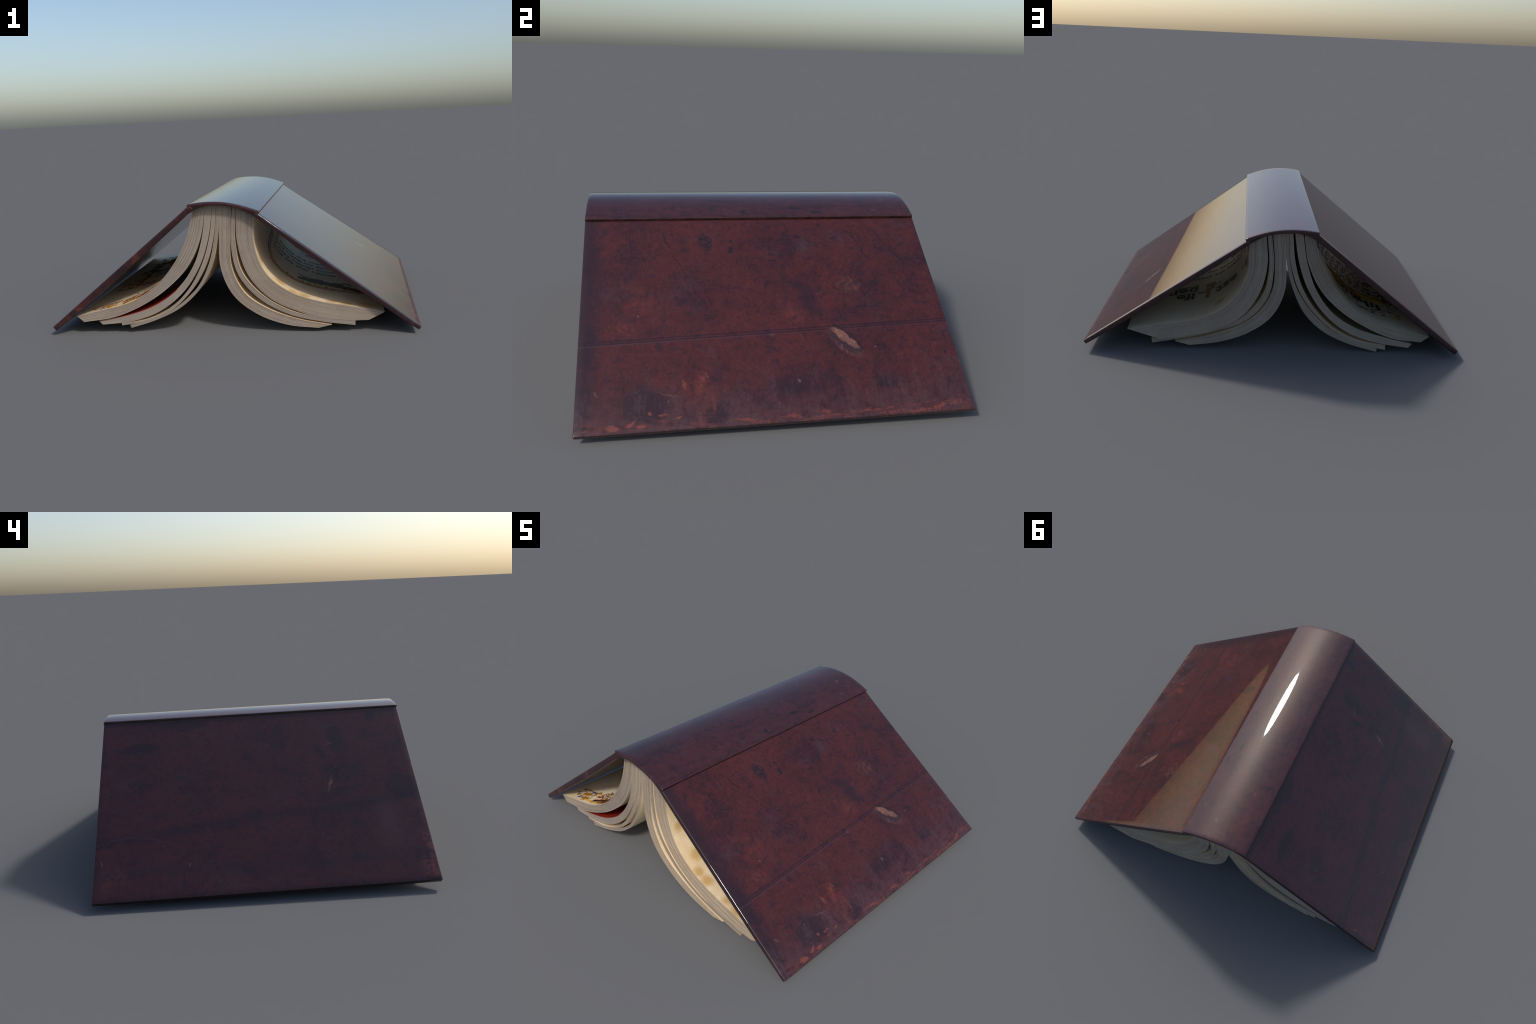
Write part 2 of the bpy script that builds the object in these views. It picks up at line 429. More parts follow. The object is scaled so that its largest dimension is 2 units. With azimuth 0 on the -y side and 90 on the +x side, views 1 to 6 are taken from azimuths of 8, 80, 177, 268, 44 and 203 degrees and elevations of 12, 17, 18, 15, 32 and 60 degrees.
        lay((0.12, 0.028, 0.024), [n.spot(soft, (0.15, 0.72), (0.03, 0.05), 0, 0.9), n.spot(soft, (-0.12, 0.62), (0.06, 0.12), 0, 0.9),
                                   n.spot(soft, (0.12, -0.35), (0.04, 0.15), 0, 0.9)], n.ramp(mott, 0.38, 0.62, 0.0, 0.35))
    col = n.mix(n.math('MULTIPLY', cracks, 0.7), col, INK)
    if side != 'spine':
        # the turned-in edges of the boards are coloured darker, in uneven patches
        e = n.math('MAXIMUM', n.ramp(n.math('ABSOLUTE', y), 0.774, 0.779, smooth=False), n.ramp(s, 0.999, 1.002, smooth=False))
        col = n.mix(n.math('MULTIPLY', e, n.ramp(mott, 0.35, 0.62, 0.60, 0.15)), col, (0.020, 0.0105, 0.012))
    return n.done(col, 0.02, 0.5)


def hinge_leather():
    n = Nodes("hinge_leather")
    f = n.noise(14, 6, 0.65)
    col = n.mix(n.ramp(f, 0.4, 0.62), (0.022, 0.010, 0.009), (0.050, 0.019, 0.013))
    return n.done(n.vary(col, n.noise(90, 4), 0.7, 1.2), 0.18)


PAPER = (0.82, 0.67, 0.46)


def paper(name, tint=PAPER, stains=(), rough=0.45):
    n = Nodes(name)
    f1 = n.noise(3.5, 7, 0.62, 0.4)
    f2 = n.noise(24, 6, 0.65)
    f3 = n.noise(160, 3, 0.6)
    col = n.mix(n.ramp(f1, 0.38, 0.66), tint, (tint[0] * 0.90, tint[1] * 0.84, tint[2] * 0.74))
    col = n.vary(col, f2, 0.93, 1.06)
    col = n.vary(col, f3, 0.94, 1.05)
    # foxing: soft tan spots
    fox = n.noise(9, 4, 0.55, 0.6, co=n.vmath('ADD', n.co, (2.2, 9.1, 4.4)))
    col = n.mix(n.math('MULTIPLY', n.ramp(fox, 0.62, 0.74), 0.40), col, (0.55, 0.33, 0.11))
    wob = n.wobble(26, 0.030)
    for c, r in stains:
        d = n.vmath('DISTANCE', wob, c)
        col = n.mix(n.math('MULTIPLY', n.ramp(d, r * 0.85, r * 0.15), 0.72), col, (0.52, 0.29, 0.07))
    return n.done(col, rough, 0.4, bump=f3, bump_strength=0.08)


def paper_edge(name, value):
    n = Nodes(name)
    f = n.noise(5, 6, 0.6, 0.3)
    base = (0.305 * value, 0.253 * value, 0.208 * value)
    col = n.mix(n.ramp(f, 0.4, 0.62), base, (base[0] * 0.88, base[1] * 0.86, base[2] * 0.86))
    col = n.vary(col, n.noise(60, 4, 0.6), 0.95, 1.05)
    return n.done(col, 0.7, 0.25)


def ink(name, col, rough=0.5):
    n = Nodes(name)
    f = n.noise(35, 5, 0.6)
    return n.done(n.vary(n.mix(0.0, col, col), f, 0.75, 1.25), rough, 0.3)


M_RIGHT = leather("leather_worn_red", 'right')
M_LEFT = leather("leather_dark_maroon", 'left')
M_SPINE = leather("leather_spine", 'spine')
M_HINGE = hinge_leather()
STAINS = [((0.265, -0.655, 0.255), 0.062), ((0.335, -0.705, 0.212), 0.050), ((0.390, -0.700, 0.190), 0.058),
          ((0.535, -0.690, 0.154), 0.055), ((0.610, -0.700, 0.142), 0.060), ((0.72, -0.66, 0.125), 0.10),
          ((0.30, 0.60, 0.225), 0.06), ((0.155, -0.68, 0.38), 0.05)]
M_PAPER = paper("aged_paper")
M_PAGE_R = paper("stained_page", stains=STAINS, rough=0.45)
M_PAGE_L = paper("printed_page_paper", (0.82, 0.71, 0.53), rough=0.35)
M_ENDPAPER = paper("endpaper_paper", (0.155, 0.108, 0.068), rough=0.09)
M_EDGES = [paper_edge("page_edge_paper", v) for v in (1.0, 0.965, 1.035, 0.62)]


def red_page_paper():
    """a sheet printed solid red over its front third, plain paper beyond"""
    n = Nodes("red_printed_paper")
    y = n.xyz()[1]
    f = n.noise(35, 5, 0.6)
    red = n.vary(n.mix(0.0, (0.24, 0.016, 0.009), (0, 0, 0)), f, 0.8, 1.2)
    plain = n.vary(n.mix(0.0, (0.36, 0.30, 0.22), (0, 0, 0)), f, 0.9, 1.05)
    return n.done(n.mix(n.math('MAXIMUM', n.ramp(y, -0.36, -0.34), n.ramp(n.xyz()[2], 0.235, 0.25)), red, plain), 0.4, 0.3)


M_REDPAGE = red_page_paper()
I_BLACK = ink("black_ink", (0.016, 0.013, 0.012))
I_BROWN = ink("brown_ink", (0.10, 0.030, 0.014))
I_RUST = ink("rust_ink", (0.30, 0.065, 0.018))
I_GOLD = ink("gold_ink", (0.42, 0.215, 0.025))
I_PALEGOLD = ink("pale_gold_ink", (0.72, 0.46, 0.10))
I_GREEN = ink("green_ink", (0.020, 0.18, 0.14))
I_BLUE = ink("blue_ink", (0.10, 0.19, 0.34))
I_RED = ink("red_ink", (0.42, 0.035, 0.015))

# ---------------------------------------------------------------------------
# the thing
# ---------------------------------------------------------------------------
book = bpy.data.objects.new("open_book", None)
book.empty_display_size = 0.3
link(book)
book["label"] = "old red leather book lying open face down like a tent"
book["category"] = "book"

# --- cover boards ----------------------------------------------------------
# four corners of the outer face: spine front, fore-edge front, spine back, fore-edge back
BOARDS = [
    dict(corners=((0.1806, -0.7725, 0.6355), (0.9890, -0.7755, 0.0395), (0.166, 0.7865, 0.621), (1.0010, 0.7845, 0.0535)),
         thick=0.0225, swell=0.0075, flip=False, mat=M_RIGHT),
    dict(corners=((-0.195, -0.7725, 0.682), (-0.9845, -0.7895, 0.0495), (-0.209, 0.7835, 0.670), (-1.0035, 0.7675, 0.0385)),
         thick=0.0280, swell=0.0075, flip=True, mat=M_LEFT),
]


def build_board(spec):
    A, B, C, D = (Vector(c) for c in spec['corners'])

    def flat(a, b):
        return (A * (1 - a) + B * a) * (1 - b) + (C * (1 - a) + D * a) * b

    up = (B - A).cross(C - A).normalized()
    up = up if up.z > 0 else -up

    def surf(a, b):
        # the leather swells slightly where it runs into the joint
        return flat(a, b) + up * 0.0014 * math.exp(-max(a, 0.0) / 0.033)

    def normal(a, b):
        da = flat(a + 0.01, b) - flat(a - 0.01, b)
        db = flat(a, b + 0.01) - flat(a, b - 0.01)
        nn = da.cross(db).normalized()
        return nn if nn.z > 0 else -nn

    # object frame: x down the slope from the spine, z out of the board
    x = (B + D - A - C).normalized()
    z = normal(0.5, 0.5)
    yv = z.cross(x).normalized()
    z = x.cross(yv).normalized()
    o = (A + C) * 0.5
    M = Matrix((x, yv, z)).transposed().to_4x4()
    M.translation = o
    inv = M.inverted()
    def thick(a):
        # boards are a little thicker in the middle than at the joint and the fore edge
        return spec['thick'] + spec['swell'] * math.sin(math.pi * min(max(a, 0.0), 1.0)) ** 0.8

    aa = [-0.022, 0.0, 0.008, 0.017, 0.028, 0.042, 0.06, 0.085] + list(np.linspace(0.12, 0.91, 14)) + [0.97, 1.0]
    bb = [0, 0.02] + list(np.linspace(0.07, 0.93, 15)) + [0.98, 1.0]
    top, bot = [], []
    for a in aa:
        rt, rb = [], []
        for b in bb:
            p, nn = surf(a, b), normal(a, b)
            rt.append(inv @ p)
            rb.append(inv @ (p - nn * thick(a)))
        top.append(rt)
        bot.append(rb)
    v, f, tag = grid_solid(top, bot)
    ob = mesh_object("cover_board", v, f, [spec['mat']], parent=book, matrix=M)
    bevel_sharp(ob, 0.005, 3)
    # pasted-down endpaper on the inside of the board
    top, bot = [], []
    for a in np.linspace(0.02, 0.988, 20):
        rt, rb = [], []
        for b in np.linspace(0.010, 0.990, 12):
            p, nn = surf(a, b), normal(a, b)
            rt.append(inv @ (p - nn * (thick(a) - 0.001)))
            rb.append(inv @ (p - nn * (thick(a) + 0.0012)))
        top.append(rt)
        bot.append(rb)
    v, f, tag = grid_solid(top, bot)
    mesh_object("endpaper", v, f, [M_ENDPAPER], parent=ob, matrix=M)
    return surf, normal


bpy.context.view_layer.update()
board_surfaces = [build_board(b) for b in BOARDS]

# --- spine -----------------------------------------------------------------
Y_FRONT, Y_BACK = -0.7725, 0.7850
SPINE_FRONT = [(-0.193, 0.698), (-0.135, 0.7060), (-0.080, 0.7085), (-0.026, 0.7065), (0.027, 0.6993), (0.078, 0.6877),
               (0.129, 0.6720), (0.182, 0.653)]
SPINE_BACK = [(-0.208, 0.6855), (-0.152, 0.6925), (-0.098, 0.6953), (-0.044, 0.6940), (0.009, 0.6880), (0.062, 0.6768),
              (0.113, 0.6606), (0.1668, 0.640)]
SPINE_THICK = 0.0185


def spine_section(t, n=25):
    p = spline(SPINE_FRONT, n) * (1 - t) + spline(SPINE_BACK, n) * t
    d = np.gradient(p, axis=0)
    nn = np.stack([-d[:, 1], d[:, 0]], 1)
    nn /= np.linalg.norm(nn, axis=1)[:, None]
    return p, p - nn * SPINE_THICK


top, bot = [], []
ts = [0, 0.015] + list(np.linspace(0.06, 0.94, 12)) + [0.985, 1]
for t in ts:
    o, i = spine_section(t)
    yy = Y_FRONT + (Y_BACK - Y_FRONT) * t
    top.append([(q[0], yy, q[1]) for q in o])
    bot.append([(q[0], yy, q[1]) for q in i])
v, f, tag = grid_solid(top, bot)
# here rows run along y, so the 'end' strips are the two long edges beside the boards
spine = mesh_object("spine", v, f, [M_SPINE, M_HINGE], slots=[1 if g == 'end' else 0 for g in tag], parent=book)
bevel_sharp(spine, 0.0045, 3, along=lambda d: abs(d.y) < 0.5)
bevel_sharp(spine, 0.0030, 3, angle=60, along=lambda d: abs(d.y) > 0.5)

# --- hinges: thick wedge of leather under each joint ---------------------------
for k, (surf, normal) in enumerate(board_surfaces):
    th = BOARDS[k]['thick'] + 0.001
    top, bot = [], []
    for t in np.linspace(0.002, 0.998, 9):
        yy = Y_FRONT + (Y_BACK - Y_FRONT) * t
        o, i = spine_section(t, 41)
        ids = [30, 32, 34, 36, 38, 39] if k == 0 else [10, 8, 6, 4, 2, 1]
        up = [Vector((i[j][0], yy, i[j][1] + 0.002)) for j in ids]
        end = surf(0.03, t) - normal(0.03, t) * (th - 0.002)
        start = up[0] + Vector((0, 0, -0.003))
        ctrl = up[3] + Vector((0, 0, -0.010))
        low = []
        for w in np.linspace(0, 1, len(ids)):
            low.append(start * (1 - w) ** 2 + ctrl * 2 * w * (1 - w) + end * w ** 2)
        up[-1] = surf(0.03, t) - normal(0.03, t) * 0.008
        top.append([Vector((p.x, yy, p.z)) for p in up])
        bot.append([Vector((p.x, yy, p.z)) for p in low])
    v, f, tag = grid_solid(top, bot)
    mesh_object("hinge", v, f, [M_HINGE], parent=book)

# ---------------------------------------------------------------------------
# text block: gatherings described by their outer and inner profile at each end
# (x, z) from the spine to the fore edge
# ---------------------------------------------------------------------------
PAGE_Y = (-0.730, 0.722)


def page_ends(g, u):
    """y of the front and back end of a sheet at u (0 spine, 1 fore edge): the leaves skew a little"""
    front = PAGE_Y[0] + (g['front_tip_y'] - PAGE_Y[0]) * u * u
    back = (PAGE_Y[1] + 0.022 * max(0.0, 1 - u / 0.35) ** 1.5
            + (g['back_tip_y'] - PAGE_Y[1]) * u * u)
    return front, back


GATHERINGS = {
    'L1': dict(front_tip_y=-0.757, back_tip_y=0.722,
        front_outer=[(-0.173, 0.662), (-0.218, 0.511), (-0.298, 0.373), (-0.406, 0.257), (-0.543, 0.175), (-0.696, 0.135), (-0.852, 0.102)],
        front_inner=[(-0.107, 0.680), (-0.142, 0.513), (-0.219, 0.362), (-0.341, 0.243), (-0.486, 0.152), (-0.645, 0.091), (-0.815, 0.068)],
        back_outer=[(-0.190, 0.641), (-0.235, 0.494), (-0.315, 0.364), (-0.419, 0.251), (-0.548, 0.170), (-0.697, 0.132), (-0.847, 0.101)],
        back_inner=[(-0.134, 0.659), (-0.166, 0.498), (-0.238, 0.353), (-0.352, 0.237), (-0.490, 0.149), (-0.641, 0.086), (-0.803, 0.067)],
    ),
    'L2': dict(front_tip_y=-0.742, back_tip_y=0.722,
        front_outer=[(-0.106, 0.680), (-0.132, 0.520), (-0.187, 0.368), (-0.286, 0.240), (-0.422, 0.151), (-0.576, 0.100), (-0.736, 0.070)],
        front_inner=[(-0.069, 0.678), (-0.100, 0.513), (-0.159, 0.357), (-0.255, 0.220), (-0.389, 0.119), (-0.548, 0.065), (-0.715, 0.048)],
        back_outer=[(-0.128, 0.661), (-0.159, 0.504), (-0.215, 0.353), (-0.311, 0.224), (-0.444, 0.138), (-0.598, 0.091), (-0.755, 0.055)],
        back_inner=[(-0.087, 0.662), (-0.118, 0.496), (-0.178, 0.341), (-0.277, 0.205), (-0.411, 0.106), (-0.571, 0.055), (-0.737, 0.031)],
    ),
    'L3': dict(front_tip_y=-0.740, back_tip_y=0.722,
        front_outer=[(-0.068, 0.677), (-0.091, 0.527), (-0.138, 0.383), (-0.214, 0.251), (-0.321, 0.142), (-0.457, 0.077), (-0.608, 0.054)],
        front_inner=[(-0.049, 0.679), (-0.070, 0.524), (-0.117, 0.375), (-0.198, 0.242), (-0.311, 0.134), (-0.452, 0.068), (-0.606, 0.042)],
        back_outer=[(-0.077, 0.661), (-0.096, 0.510), (-0.140, 0.366), (-0.218, 0.237), (-0.326, 0.131), (-0.461, 0.065), (-0.611, 0.042)],
        back_inner=[(-0.056, 0.660), (-0.072, 0.504), (-0.119, 0.356), (-0.205, 0.226), (-0.321, 0.121), (-0.458, 0.045), (-0.611, 0.016)],
    ),
    'L4': dict(front_tip_y=-0.738, back_tip_y=0.722,
        front_outer=[(-0.047, 0.679), (-0.065, 0.530), (-0.101, 0.384), (-0.172, 0.251), (-0.282, 0.150), (-0.417, 0.083), (-0.561, 0.044)],
        front_inner=[(-0.029, 0.676), (-0.047, 0.524), (-0.086, 0.376), (-0.159, 0.242), (-0.271, 0.139), (-0.409, 0.072), (-0.555, 0.027)],
        back_outer=[(-0.054, 0.660), (-0.069, 0.511), (-0.107, 0.367), (-0.186, 0.240), (-0.293, 0.136), (-0.422, 0.059), (-0.566, 0.016)],
        back_inner=[(-0.036, 0.660), (-0.051, 0.506), (-0.091, 0.355), (-0.160, 0.216), (-0.271, 0.111), (-0.412, 0.045), (-0.562, 0.003)],
    ),
    'R1': dict(front_tip_y=-0.730, back_tip_y=0.750,
        front_outer=[(0.148, 0.629), (0.143, 0.465), (0.201, 0.315), (0.327, 0.215), (0.484, 0.164), (0.645, 0.137), (0.806, 0.105)],
        front_inner=[(0.054, 0.666), (0.053, 0.488), (0.100, 0.316), (0.214, 0.184), (0.375, 0.106), (0.548, 0.062), (0.725, 0.062)],
        back_outer=[(0.145, 0.603), (0.148, 0.449), (0.209, 0.308), (0.324, 0.206), (0.470, 0.158), (0.624, 0.141), (0.776, 0.114)],
        back_inner=[(0.058, 0.642), (0.048, 0.488), (0.081, 0.334), (0.164, 0.204), (0.294, 0.120), (0.446, 0.079), (0.600, 0.058)],
    ),
    'R2': dict(front_tip_y=-0.730, back_tip_y=0.736,
        front_outer=[(0.052, 0.666), (0.043, 0.496), (0.070, 0.331), (0.176, 0.201), (0.323, 0.115), (0.486, 0.077), (0.656, 0.061)],
        front_inner=[(0.036, 0.670), (0.019, 0.494), (0.047, 0.321), (0.154, 0.184), (0.309, 0.097), (0.480, 0.056), (0.655, 0.035)],
        back_outer=[(0.053, 0.646), (0.039, 0.479), (0.064, 0.314), (0.169, 0.189), (0.323, 0.121), (0.486, 0.080), (0.651, 0.053)],
        back_inner=[(0.030, 0.649), (0.014, 0.476), (0.039, 0.304), (0.147, 0.173), (0.308, 0.104), (0.477, 0.061), (0.648, 0.031)],
    ),
    'R3': dict(front_tip_y=-0.730, back_tip_y=0.729,
        front_outer=[(0.031, 0.673), (0.017, 0.513), (0.018, 0.349), (0.086, 0.208), (0.220, 0.119), (0.374, 0.066), (0.532, 0.037)],
        front_inner=[(-0.030, 0.676), (-0.042, 0.514), (-0.041, 0.348), (0.020, 0.200), (0.146, 0.096), (0.301, 0.038), (0.463, 0.020)],
        back_outer=[(0.025, 0.651), (0.010, 0.495), (0.017, 0.338), (0.093, 0.205), (0.224, 0.117), (0.374, 0.069), (0.527, 0.038)],
        back_inner=[(-0.035, 0.660), (-0.048, 0.501), (-0.048, 0.339), (0.015, 0.195), (0.140, 0.096), (0.291, 0.041), (0.449, 0.018)],
    ),
}
SHEET = 0.0030
# how far the faces of a gathering draw back from the neighbouring gap, deep inside
GATHERINGS['L1']['sink_inner'] = 0.35
GATHERINGS['L2']['sink_outer'] = 0.40
GATHERINGS['L3']['sink_outer'] = 0.35
GATHERINGS['R1']['sink_inner'] = 0.15


def smooth01(x):
    x = min(max(x, 0.0), 1.0)
    return x * x * (3 - 2 * x)


NU = 30


def end_profiles(g):
    """outer/inner curves at front and back, NU samples, root pushed up into the spine"""
    out = {}
    for key, pts in g.items():
        if not isinstance(pts, list):
            continue
        c = spline(pts, NU)
        d = c[0] - c[1]
        c[0] = c[0] + d / np.linalg.norm(d) * 0.010
        c[:, 1] = np.maximum(c[:, 1], 0.0015)
        out[key] = c
    return out


def build_gathering(tag_name, g):
    pr = end_profiles(g)
    mid = NU // 2
    thick = 0.5 * (np.linalg.norm(pr['front_outer'][mid] - pr['front_inner'][mid])
                   + np.linalg.norm(pr['back_outer'][mid] - pr['back_inner'][mid]))
    count = max(3, int(round(thick / SHEET)))
    # boundaries of the sheets through the thickness, a little uneven
    w = np.cumsum([rng.uniform(0.75, 1.25) for _ in range(count)])
    w = np.concatenate([[0], w / w[-1]])
    parts = {}

    def sheet(w0, w1, y0, y1):
        rows_t, rows_b = [], []
        for tt in (0, 0.15, 0.3, 0.45, 0.56, 0.66, 0.76, 0.86, 0.93, 0.965, 0.985, 1):
            k = smooth01((tt - 0.40) / 0.35) * (1 - smooth01((tt - 0.95) / 0.048))

            def edge(wv):
                wv = wv * (1 - k * g.get('sink_inner', 0.0))
                wv = 1 - (1 - wv) * (1 - k * g.get('sink_outer', 0.0))
                f = pr['front_outer'] * (1 - wv) + pr['front_inner'] * wv
                b = pr['back_outer'] * (1 - wv) + pr['back_inner'] * wv
                c = f * (1 - tt) + b * tt
                row = []
                for p, u in zip(c, np.linspace(0, 1, NU)):
                    a, e = page_ends(g, u)
                    row.append((p[0], (a + y0) * (1 - tt) + (e + y1) * tt, p[1]))
                return row
            rows_t.append(edge(w0))
            rows_b.append(edge(w1))
        return grid_solid(rows_t, rows_b)

    verts, faces, slots = [], [], []
    for k in range(count):
        gap = 0.02
        gap2 = 0.04
        if rng.random() < 0.13 and 0 < k < count - 1:
            gap2 = 0.45            # a visibly darker line between two sections
        w0 = w[k] + (w[k + 1] - w[k]) * gap
        w1 = w[k + 1] - (w[k + 1] - w[k]) * gap2
        y0 = rng.uniform(-0.0004, 0.0004)
        y1 = rng.uniform(-0.0004, 0.0004)
        v, f, tags = sheet(w0, w1, y0, y1)
        tone = rng.choices([0, 1, 2, 3], [5, 4, 4, 1])[0]
        if k == 0 and g['top'] is not None:
            top_mats, name = g['top']
            ob = mesh_object(name, v, f, top_mats, slots=[0 if q in ('top', 'bottom') else 1 for q in tags],
                             sharp_deg=30)
            parts['top'] = ob
            continue
        off = len(verts)
        verts += v
        faces += [tuple(i + off for i in q) for q in f]
        slots += [0 if q in ('top', 'bottom') else 1 + tone for q in tags]
    ob = mesh_object("page_block", verts, faces, [M_PAPER] + M_EDGES, slots=slots, sharp_deg=30, parent=book)
    if 'top' in parts:
        parts['top'].parent = ob
    return ob, parts.get('top'), pr


GATHERINGS['L1']['top'] = ([M_PAGE_L, M_EDGES[2]], "printed_page")
GATHERINGS['R1']['top'] = ([M_PAGE_R, M_EDGES[2]], "printed_page")
GATHERINGS['L2']['top'] = ([M_REDPAGE, M_REDPAGE], "red_page")
built = {}
for key, g in GATHERINGS.items():
    g.setdefault('top', None)
    built[key] = build_gathering(key, g)


# ---------------------------------------------------------------------------
# printing: lettering and ornament laid on the curved pages
# ---------------------------------------------------------------------------
class PageSurface:
    """u = distance from the spine along the curved sheet as a fraction, y along the spine"""
    def __init__(self, g, pr, which):
        self.g = g
        self.f, self.b = pr['front_' + which], pr['back_' + which]
        self.sign = 1 if which == 'outer' else -1
        self.length = 0.5 * sum(np.linalg.norm(np.diff(c, axis=0), axis=1).sum() for c in (self.f, self.b))

    def at(self, u, y):
        i = min(max(u, 0.0), 1.0) * (NU - 1)
        j = min(int(i), NU - 2)
        w = i - j
        y0, y1 = page_ends(self.g, u)
        t = (y - y0) / (y1 - y0)
        f = self.f[j] * (1 - w) + self.f[j + 1] * w
        b = self.b[j] * (1 - w) + self.b[j + 1] * w
        p = f * (1 - t) + b * t
        return Vector((p[0], y, p[1]))

    def lift(self, u, y, h):
        u = min(max(u, 0.012), 0.988)
        p = self.at(u, y)
        d = self.at(u + 0.012, y) - self.at(u - 0.012, y)
        nn = d.cross(Vector((0, 1, 0))).normalized()
        if nn.z * self.sign < 0:
            nn = -nn
        return p + nn * h


def text_geometry(body, size, bold=0.012, shear=0.0):
    cu = bpy.data.curves.new("glyphs", 'FONT')
    cu.body = body
    cu.size = size
    cu.offset = bold * size
    cu.shear = shear
    cu.resolution_u = 3
    ob = bpy.data.objects.new("glyphs", cu)
    link(ob)
    bpy.context.view_layer.update()
    me = bpy.data.meshes.new_from_object(ob.evaluated_get(bpy.context.evaluated_depsgraph_get()))
    bm = bmesh.new()
    bm.from_mesh(me)
    bmesh.ops.triangulate(bm, faces=bm.faces)
    for _ in range(2):
        es = [e for e in bm.edges if e.calc_length() > 0.016]
        if es:
            bmesh.ops.subdivide_edges(bm, edges=es, cuts=1)
            bmesh.ops.triangulate(bm, faces=bm.faces)
    bm.verts.ensure_lookup_table()
    vs = [(v.co.x, v.co.y) for v in bm.verts]
    fs = [tuple(v.index for v in f.verts) for f in bm.faces]
    bm.free()
    bpy.data.objects.remove(ob)
    bpy.data.meshes.remove(me)
    return vs, fs


class Print:
    """collects flat marks (in page metres) and lays them on a page as thin raised ink"""
    def __init__(self, surface, mirror):
        self.s, self.mirror = surface, mirror
        self.data = {}

    def place(self, x, y, h):
        u = x / self.s.length
        return self.s.lift(1 - u if self.mirror else u, y, h)

    def add(self, mat, name, vs, fs, h=0.0009):
        V, F = self.data.setdefault((name, mat.name), ([], []))
        o = len(V)
        n = len(vs)
        V += [self.place(x, y, h) for x, y in vs]
        V += [self.place(x, y, -0.0003) for x, y in vs]
        count = {}
        for f in fs:
            F.append(tuple(i + o for i in f))
            for a, b in zip(f, f[1:] + f[:1]):
                count[(a, b)] = 1
        for a, b in list(count):
            if (b, a) not in count:
                F.append((o + a, o + b, o + n + b, o + n + a))

    def text(self, mat, body, x, y, size, name="lettering", bold=0.012, shear=0.0, stretch=1.0, gothic=False):
        vs, fs = text_geometry(body, size, bold, shear)
        self.add(mat, name, [(x + a * stretch, y + b) for a, b in vs], fs)

    def ribbon(self, mat, pts, width, name="ornament", n=14, taper=True, h=0.0012):
        c = spline(pts, n)
        d = np.gradient(c, axis=0)
        nn = np.stack([-d[:, 1], d[:, 0]], 1)
        nn /= np.maximum(np.linalg.norm(nn, axis=1), 1e-9)[:, None]
        vs = []
        for i in range(n):
            w = width * 0.5 * (0.35 + 0.65 * math.sin(math.pi * (i + 0.5) / n) if taper else 1.0)
            vs += [tuple(c[i] + nn[i] * w), tuple(c[i] - nn[i] * w)]
        fs = [(2 * i, 2 * i + 1, 2 * i + 3, 2 * i + 2) for i in range(n - 1)]
        self.add(mat, name, vs, fs, h)

    def blob(self, mat, x, y, rx, ry, lobes=0, depth=0.0, ang=0.0, name="ornament", h=0.001):
        k = 28
        vs = [(x, y)]
        for i in range(k):
            a = 2 * math.pi * i / k
            r = 1 + depth * math.cos(lobes * a) + rng.uniform(-0.08, 0.08)
            px, py = rx * r * math.cos(a), ry * r * math.sin(a)
            vs.append((x + px * math.cos(ang) - py * math.sin(ang), y + px * math.sin(ang) + py * math.cos(ang)))
        fs = [(0, 1 + i, 1 + (i + 1) % k) for i in range(k)]
        self.add(mat, name, vs, fs, h)

    def build(self, parent):
        for (name, mname), (V, F) in self.data.items():
            ob = mesh_object(name, V, F, [bpy.data.materials[mname]], smooth=False, parent=parent)
            ob["kind"] = "stuff"


# page under the red board: title and verse, top of the page at the back
R = PageSurface(GATHERINGS['R1'], built['R1'][2], 'outer')
P = Print(R, False)
LR = R.length
P.text(I_BROWN, "L", 0.185 * LR, 0.395, 0.20, bold=0.03)
P.text(I_BLACK, "ast", 0.345 * LR, 0.352, 0.135, bold=0.028)
P.text(I_GOLD, "L", 0.540 * LR, 0.352, 0.155, bold=0.035)
P.text(I_BLACK, "ife", 0.640 * LR, 0.352, 0.120, bold=0.028)
P.text(I_GOLD, "S", 0.515 * LR, 0.235, 0.150, bold=0.035)
P.text(I_BLACK, "pell", 0.628 * LR, 0.255, 0.125, bold=0.028)
P.ribbon(I_GREEN, [(0.345 * LR, 0.338), (0.42 * LR, 0.336), (0.50 * LR, 0.340)], 0.008)
P.ribbon(I_GREEN, [(0.61 * LR, 0.345), (0.67 * LR, 0.343), (0.735 * LR, 0.347)], 0.008)
P.ribbon(I_GREEN, [(0.63 * LR, 0.243), (0.70 * LR, 0.240), (0.79 * LR, 0.243)], 0.008)
P.ribbon(I_BROWN, [(0.47 * LR, 0.262), (0.50 * LR, 0.285), (0.55 * LR, 0.270), (0.575 * LR, 0.30)], 0.010)
for i, (ini, line, u0) in enumerate((("R", "elease the chains of th", 0.285), ("A", "nd make my spirit", 0.290),
                                     ("T", "hese mortal arms a", 0.300), ("T", "he life that haunts bell", 0.305))):
    yy = 0.100 - 0.082 * i
    P.text(I_GOLD if i % 2 else I_RUST, ini, u0 * LR - 0.036, yy, 0.066, bold=0.022)
    P.text(I_BLACK, line, u0 * LR + 0.012, yy, 0.055, bold=0.020, stretch=1.02)
